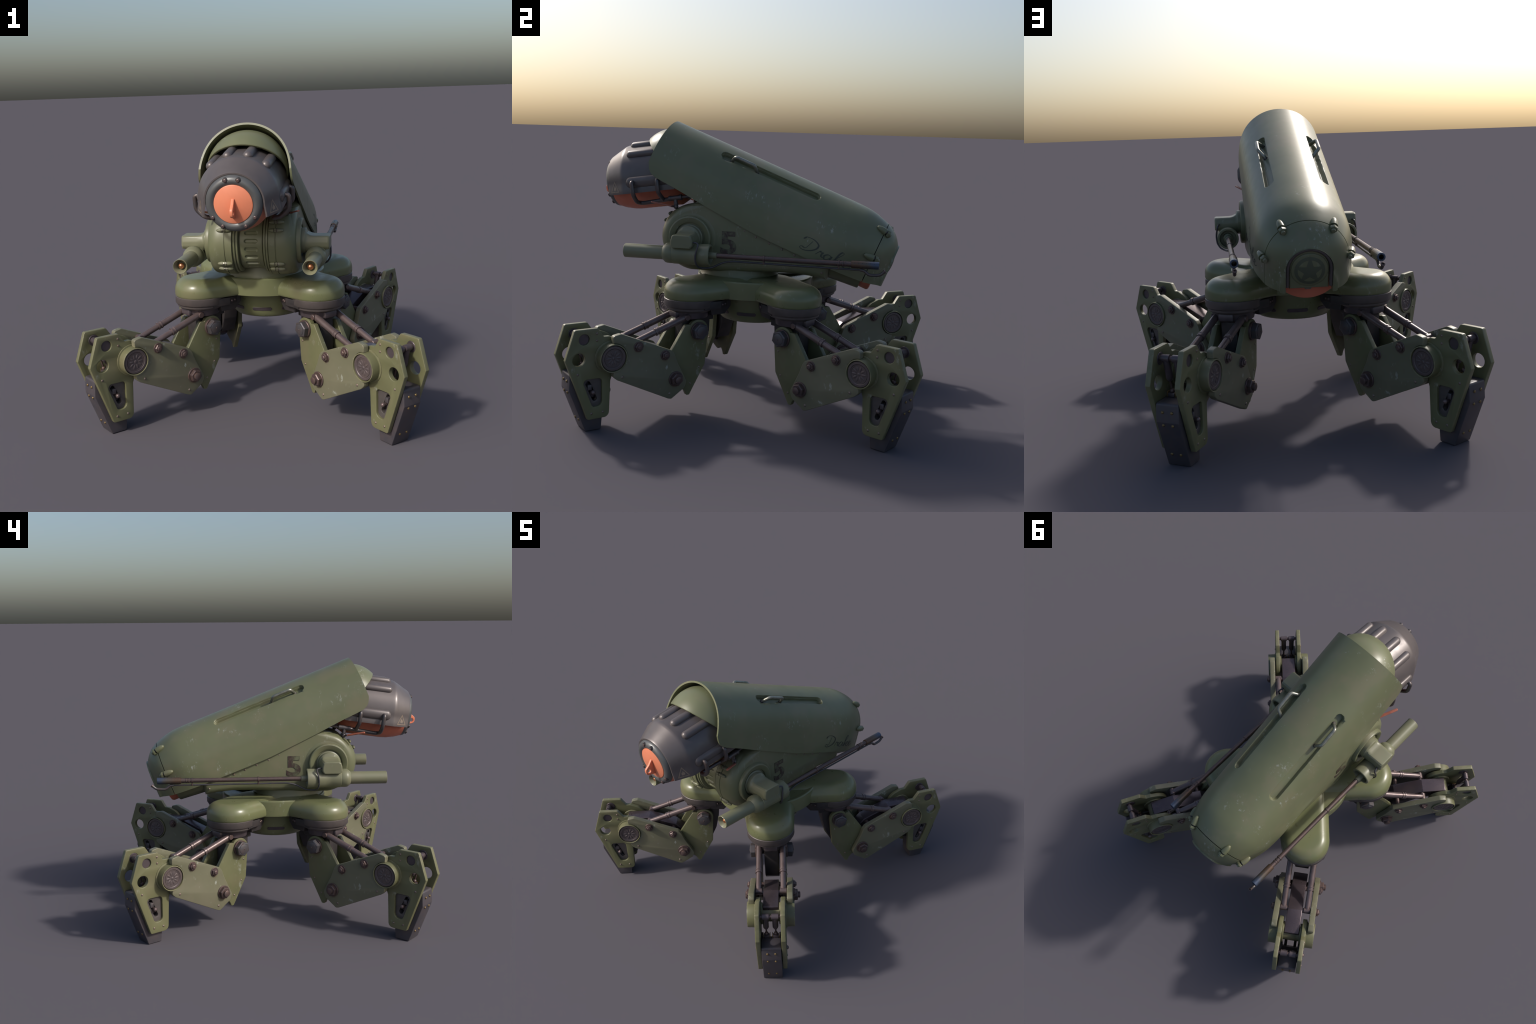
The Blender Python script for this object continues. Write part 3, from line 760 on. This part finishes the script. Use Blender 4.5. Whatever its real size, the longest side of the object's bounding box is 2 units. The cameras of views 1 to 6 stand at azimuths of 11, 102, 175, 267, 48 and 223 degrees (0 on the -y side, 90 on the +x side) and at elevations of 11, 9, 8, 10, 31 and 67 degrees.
# star plate inside the arch, hoop and inner tank end
def at_rear(s): return lambda u, v, w: tuple(hull(s + w, u, v))
arch_o = [(-.094, -.108), (.094, -.108)] + [(.094 * math.cos(PI * i / 24), .094 * math.sin(PI * i / 24)) for i in range(25)]
hatch = obj('hatch', plate('hatch', arch_o, 0, .046, M_BODY, .006, (), at_rear(1.452), 3), root)
obj('hatch_disc', drop_axis(-.006, lathe('hatch_disc', [(1.470, .089), (1.499, .089), (1.502, .087)] + [(1.502 + .0165 * (1 - (r / .088) ** 2), r) for r in lin(.084, 0, 14)], M_BODY, 'z', (0, 0, 0), 72)), hatch)
star = []
for i in range(10):
    a0, a1 = PI / 2 + PI * i / 5, PI / 2 + PI * (i + 1) / 5
    r0, r1 = (.077, .030) if i % 2 == 0 else (.030, .077)
    for t in range(5):
        star.append((r0 * math.cos(a0) * (1 - t / 5) + r1 * math.cos(a1) * t / 5, -.006 + r0 * math.sin(a0) * (1 - t / 5) + r1 * math.sin(a1) * t / 5))
def emblem():
    """star and broken ring, as thin skins that follow the domed disc"""
    bm = bmesh.new(); lay = lambda u, v, e: bm.verts.new(hull(1.5020 + .0165 * (1 - ((u * u + (v + .006) ** 2) / .007744)) + e, u, v))
    n = len(star); R = [[lay(p[0] * k, -.006 + (p[1] + .006) * k, .0012) for p in star] for k in (1, .75, .5, .25)]; C = lay(0, -.006, .0012)
    for A, B in zip(R, R[1:]):
        for i in range(n): bm.faces.new((A[i], A[(i + 1) % n], B[(i + 1) % n], B[i]))
    for i in range(n): bm.faces.new((R[-1][i], R[-1][(i + 1) % n], C))
    N = 90; O = [[lay(r * math.cos(2 * PI * i / N), -.006 + r * math.sin(2 * PI * i / N), .0007) for i in range(N)] for r in (.073, .065, .057)]
    for A, B in zip(O, O[1:]):
        for i in range(N): bm.faces.new((A[i], A[(i + 1) % N], B[(i + 1) % N], B[i]))
    return from_bm(bm, 'star_emblem', M_STAR, 60, False)
obj('star_emblem', emblem(), hatch)
hoop = [hull(1.500, .104, -.095)] + [hull(1.500, .104 * math.cos(PI * i / 24), .104 * math.sin(PI * i / 24) + .0) for i in range(25)] + [hull(1.500, -.104, -.095)]
obj('seal_hoop', tube('seal_hoop', hoop, .0095, M_GASKET, 12), hatch)
obj('inner_tank', drop_axis(-.032, lathe('inner_tank', [(.95, .12), (1.00, .165), (1.20, .168), (1.438, .168), (1.448, .163), (1.452, .152), (1.452, 0)], M_RED, 'z', (0, 0, 0), 64)), root)
obj('tank_latch', plate('tank_latch', fillet([(-.022, -.118), (.022, -.118), (.014, -.137, .004), (-.014, -.137, .004)]), 0, .012, M_HANDLE, .002, (), at_rear(1.452)), hatch)

# cursive name painted on the right flank, as raised brush strokes
STROKES = [
    [(0.10, .95), (.02, .80), (.10, .98), (.40, 1.0), (.66, .80), (.68, .50), (.50, .18), (.22, .02), (.05, .10), (.10, .24), (.26, .20), (.34, .50), (.40, .88)],
    [(.74, .10), (.82, .36), (.86, .46), (.90, .40), (.98, .42), (.96, .30), (.98, .12), (1.06, .08)],
    [(1.34, .40), (1.20, .44), (1.08, .26), (1.12, .06), (1.24, .08), (1.36, .40), (1.34, .16), (1.42, .08)],
    [(1.42, .10), (1.58, .50), (1.72, .92), (1.64, 1.0), (1.56, .70), (1.52, .05), (1.58, .30), (1.74, .44), (1.72, .28), (1.60, .24), (1.76, .04), (1.86, .12)],
    [(1.86, .14), (2.02, .28), (2.06, .42), (1.96, .44), (1.90, .22), (1.98, .04), (2.12, .10), (2.20, .22)],
]
def catmull(p, k=8):
    P = [p[0]] + list(p) + [p[-1]]; out = []
    for i in range(1, len(P) - 2):
        for j in range(k):
            t = j / k; a, b, c, d = P[i - 1], P[i], P[i + 1], P[i + 2]
            out.append(tuple(.5 * (2 * b[m] + (c[m] - a[m]) * t + (2 * a[m] - 5 * b[m] + 4 * c[m] - d[m]) * t * t + (3 * b[m] - a[m] - 3 * c[m] + d[m]) * t ** 3) for m in (0, 1)))
    return out + [tuple(P[-2])]
def script():
    bm = bmesh.new()
    for st in STROKES:
        pts = catmull(st)
        q = []
        for x, y in pts:
            s = .996 + x * .142 + y * .010; h = -.098 + y * .078
            q.append((s, h))
        prev = None
        for i, (s, h) in enumerate(q):
            a = q[max(0, i - 1)]; b = q[min(len(q) - 1, i + 1)]
            dx, dy = b[0] - a[0], b[1] - a[1]; L = math.hypot(dx, dy) or 1
            w = (.0018 + .0034 * max(0, -dy / L)) * (1 if 0 < i < len(q) - 1 else .3)
            nx, ny = -dy / L * w, dx / L * w
            vs = []
            for sg in (1, -1):
                ss, hh = s + nx * sg, h + ny * sg
                R = spline_table(R_HOOD, ss) + .0012
                lat = (math.sqrt(max(0, R * R - hh * hh)) if hh > 0 else R) + flare(ss, hh)
                vs.append(bm.verts.new(hull(ss, lat, hh)))
            if prev: bm.faces.new((prev[0], vs[0], vs[1], prev[1]))
            prev = vs
    me = bpy.data.meshes.new('script'); bm.to_mesh(me); bm.free()
    return finish(me, M_SCRIPT)
obj('painted_script', script(), hood)

# =====================================================================
#  nose: dome, tank with grey cover, ring and orange disc.  tank frame: z back along axis, x lateral, y up
# =====================================================================
TP = math.radians(8.2)
TB = Vector((0, math.cos(TP), math.sin(TP))); TU = Vector((0, -math.sin(TP), math.cos(TP))); T0 = Vector((XC, -.939, 1.281))
def tk(q, lat, e): return T0 + TB * q + TU * e + Vector((lat, 0, 0))
TM = Matrix(((1, 0, 0, T0.x), (0, TU.y, TB.y, T0.y), (0, TU.z, TB.z, T0.z), (0, 0, 0, 1)))   # columns: lateral, up, back
def tlathe(name, prof, mat, n=64, e0=0.0, **k):
    me = lathe(name, prof, mat, 'z', (0, e0, 0), n, **k); me.transform(TM); me.flip_normals()
    bm = bmesh.new(); bm.from_mesh(me); bmesh.ops.recalc_face_normals(bm, faces=bm.faces); bm.to_mesh(me); bm.free()
    return finish(me, mat)
tank = obj('nose_tank', tlathe('nose_tank', [(.028, .135), (.030, .147), (.07, .162), (.12, .173), (.16, .177), (.42, .177), (.47, .15)], M_RED), root)
obj('nose_ring', tlathe('nose_ring', [(.004, .099), (.001, .103), (-.004, .112), (-.005, .120), (.000, .132), (.010, .142), (.022, .1465), (.034, .1465), (.05, .152), (.052, .14)], M_RING, 72), tank)
obj('nose_disc', tlathe('nose_disc', [(-.002, 0), (-.002, .096), (.000, .099), (.004, .0995), (.006, .09)], M_ORANGE, 56), tank)
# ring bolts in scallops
for a in (75, 105, -32, -62, 212, 242):
    r = math.radians(a); c = tk(.010, .126 * math.cos(r), .126 * math.sin(r))
    obj('ring_bolt', merge('ring_bolt', [lathe_along('b', c, -TB, [(-.01, .0145), (.0132, .0145), (.0136, .0138)], M_DARK, 18), lathe_along('b', c, -TB, [(.0, .0095), (.018, .0095), (.0205, .006)], M_NUT, 8)]), tank)
# lug with an eye
lug = plate('lug', fillet([(0, .036, .004), (-.030, .006, .012), (-.061, -.014, .022), (-.060, -.052, .022), (-.025, -.062, .01), (0, -.072, .004)]), -.008, .008, M_ORANGE, .003,
            [circle(-.038, -.034, .0125, 20)], lambda u, v, w: tuple(tk(u - .001, w, v)), 3)
obj('eye_lug', lug, tank)
# grey cover: partial shell
COV = [(.020, .1560), (.024, .1590), (.068, .1825), (.119, .2085), (.130, .2120), (.143, .2125), (.45, .2125)]
def cover_pt(q, k, inset=0.0):
    """k in [-1,1] round the U-shaped section: semicircle above, short straight flanks below"""
    R = lerp_table(COV, q) - inset; L = R * PI / 2 + .072; u = k * L; a = u / R
    if abs(u) <= R * PI / 2: return tk(q, R * math.sin(a), R * math.cos(a))
    d = abs(u) - R * PI / 2
    return tk(q, math.copysign(R + .008 * sstep(0, .07, d), u), -d)
def cover():
    Q = [.020, .0215, .024] + lin(.03, .115, 8) + [.119, .125, .130, .136, .143] + lin(.15, .45, 8)
    return grid_shell('tank_cover', Q, lin(-1, 1, 96), lambda q, k: cover_pt(q, k), lambda q, k: cover_pt(q, k, .008), M_TANK, 30)
E0 = 0.0
cov = obj('tank_cover', cover(), root)
def rib(ang, q0, q1, w, hgt, r=.2105):
    a = math.radians(ang); c, s_ = math.cos(a), math.sin(a); ms = []
    me = ball('rib', (0, 0, 0), 1, M_TANK, (1, 1, 1), 24)
    for v in me.vertices:
        x, y, z = v.co; qq = (q0 + w) if z < 0 else q1
        q = qq + z * w; t = x * w; rr = r + y * hgt
        v.co = tk(q, rr * s_ + t * c, E0 + rr * c - t * s_)
    bm = bmesh.new(); bm.from_mesh(me); bmesh.ops.recalc_face_normals(bm, faces=bm.faces); bm.to_mesh(me); bm.free()
    return finish(me, M_TANK, 60)
for sg in (1, -1):
    for a in (14.5, 43):
        obj('cover_rib', rib(sg * a, .154, .34, .0265, .025), cov)
    obj('cover_rib', rib(sg * 92.5, .152, .40, .034, .022), cov)
    # hazard triangle near the lower front of the cover
    tri = []
    def tp(u, v):   # u along cone (q), v round it (angle offset, downwards)
        q = .070 + u; r = lerp_table(COV, q) + .0010; d = v + .012
        return tk(q, sg * (r + .008 * sstep(0, .07, d)), -d) if d > 0 else tk(q, sg * r * math.cos(d / r), -r * math.sin(d / r))
    def ribbon(P, w, closed=True):
        bm = bmesh.new(); n = len(P); C = Vector((sum(p[0] for p in P) / n, sum(p[1] for p in P) / n)); sub = []
        for i in range(n):
            a, b = Vector(P[i]), Vector(P[(i + 1) % n])
            for j in range(6): sub.append(a.lerp(b, j / 6))
        A = [bm.verts.new(tp(*p)) for p in sub]; B = [bm.verts.new(tp(*(C + (p - C) * w))) for p in sub]
        for i in range(len(sub)): bm.faces.new((A[i], A[(i + 1) % len(sub)], B[(i + 1) % len(sub)], B[i]))
        if w == 0: bmesh.ops.remove_doubles(bm, verts=bm.verts, dist=1e-6)
        me = bpy.data.meshes.new('sign'); bm.to_mesh(me); bm.free(); return finish(me, M_SIGN)
    sign = merge('hazard_sign', [ribbon([(.034, .048), (-.032, .048), (.002, -.020)], .76), ribbon([(.010, .034), (-.006, .036), (-.008, .024), (.002, .008), (.012, .024)], .02)])
    obj('hazard_sign', sign, cov)
    # plumbing
    X = XC
    def W(lat, y, z): return (X + sg * lat, y, z)
    p1 = smooth_path([W(.215, -.738, 1.302), W(.249, -.738, 1.302), W(.249, -.726, 1.228), W(.205, -.720, 1.186), W(.165, -.712, 1.178), W(.162, -.690, 1.178), W(.172, -.60, 1.196), W(.196, -.47, 1.222)], .022, 7)
    p2 = smooth_path([W(.210, -.584, 1.325), W(.246, -.584, 1.325), W(.246, -.576, 1.255), W(.215, -.568, 1.228), W(.180, -.562, 1.204)], .02, 7)
    d = Vector((0, .99, .165)).normalized(); t0 = Vector(W(.194, -.485, 1.220))
    pm = [tube('p', p1, .0125, M_PIPE, 14), tube('p', p2, .0125, M_PIPE, 14),
          lathe_along('t', t0, d, [(-.040, .012), (-.039, .0165), (-.025, .0165), (-.024, .0150), (.024, .0150), (.025, .0175), (.040, .0175), (.041, .012)], M_PIPE, 18),
          tube('p', [W(.194, -.46, 1.224), W(.185, -.36, 1.240)], .009, M_PIPE, 12),
          rod('v', t0, W(.197, -.480, 1.168), .012, M_PIPE, 14), lathe_along('v', Vector(W(.197, -.480, 1.185)), Vector((0, 0, -1)), [(-.004, .015), (.004, .015)], M_PIPE, 6),
          ball('v', W(.198, -.480, 1.170), .015, M_PIPE), rod('v', W(.197, -.482, 1.170), W(.232, -.500, 1.174), .006, M_NUT, 10)]
    obj('pipework', merge('pipework', pm), tank)
    lv = plate('lever', stadium((0, 0), (.112, 0), .0085), -.0035, .0035, M_LEVER, .0012, (), lambda u, v, w: (u, v, w))
    dl = (Vector(W(.275, -.598, 1.197)) - Vector(W(.226, -.500, 1.174))); 
    q = Vector((1, 0, 0)).rotation_difference(dl.normalized()); lv.transform(Matrix.Translation(W(.226, -.500, 1.174)) @ q.to_matrix().to_4x4())
    obj('valve_lever', lv, tank)

# dome: hemispherical visor shell whose rim lies in a plane tilted 45 degrees
def dome():
    C = Vector((XC, -.545, 1.405)); R, th = .2205, .012
    ax = Vector((0, .7071, .7071)); prof = []
    for i in range(25):
        a = PI / 2 * i / 24; prof.append((R * math.sin(a), R * math.cos(a)))
    prof = [(0.002, R - th), (0, R - th + .003), (0, R - .003)] + [(max(h, .003), r) for h, r in prof]
    inner = [((R - th) * math.sin(PI / 2 * i / 24), (R - th) * math.cos(PI / 2 * i / 24)) for i in range(24, -1, -1)]
    me = lathe('dome', prof + inner, M_HOOD, 'z', (0, 0, 0), 64, cap=False)
    q = Vector((0, 0, 1)).rotation_difference(ax); me.transform(Matrix.Translation(C) @ q.to_matrix().to_4x4())
    return me
obj('dome', dome(), root)
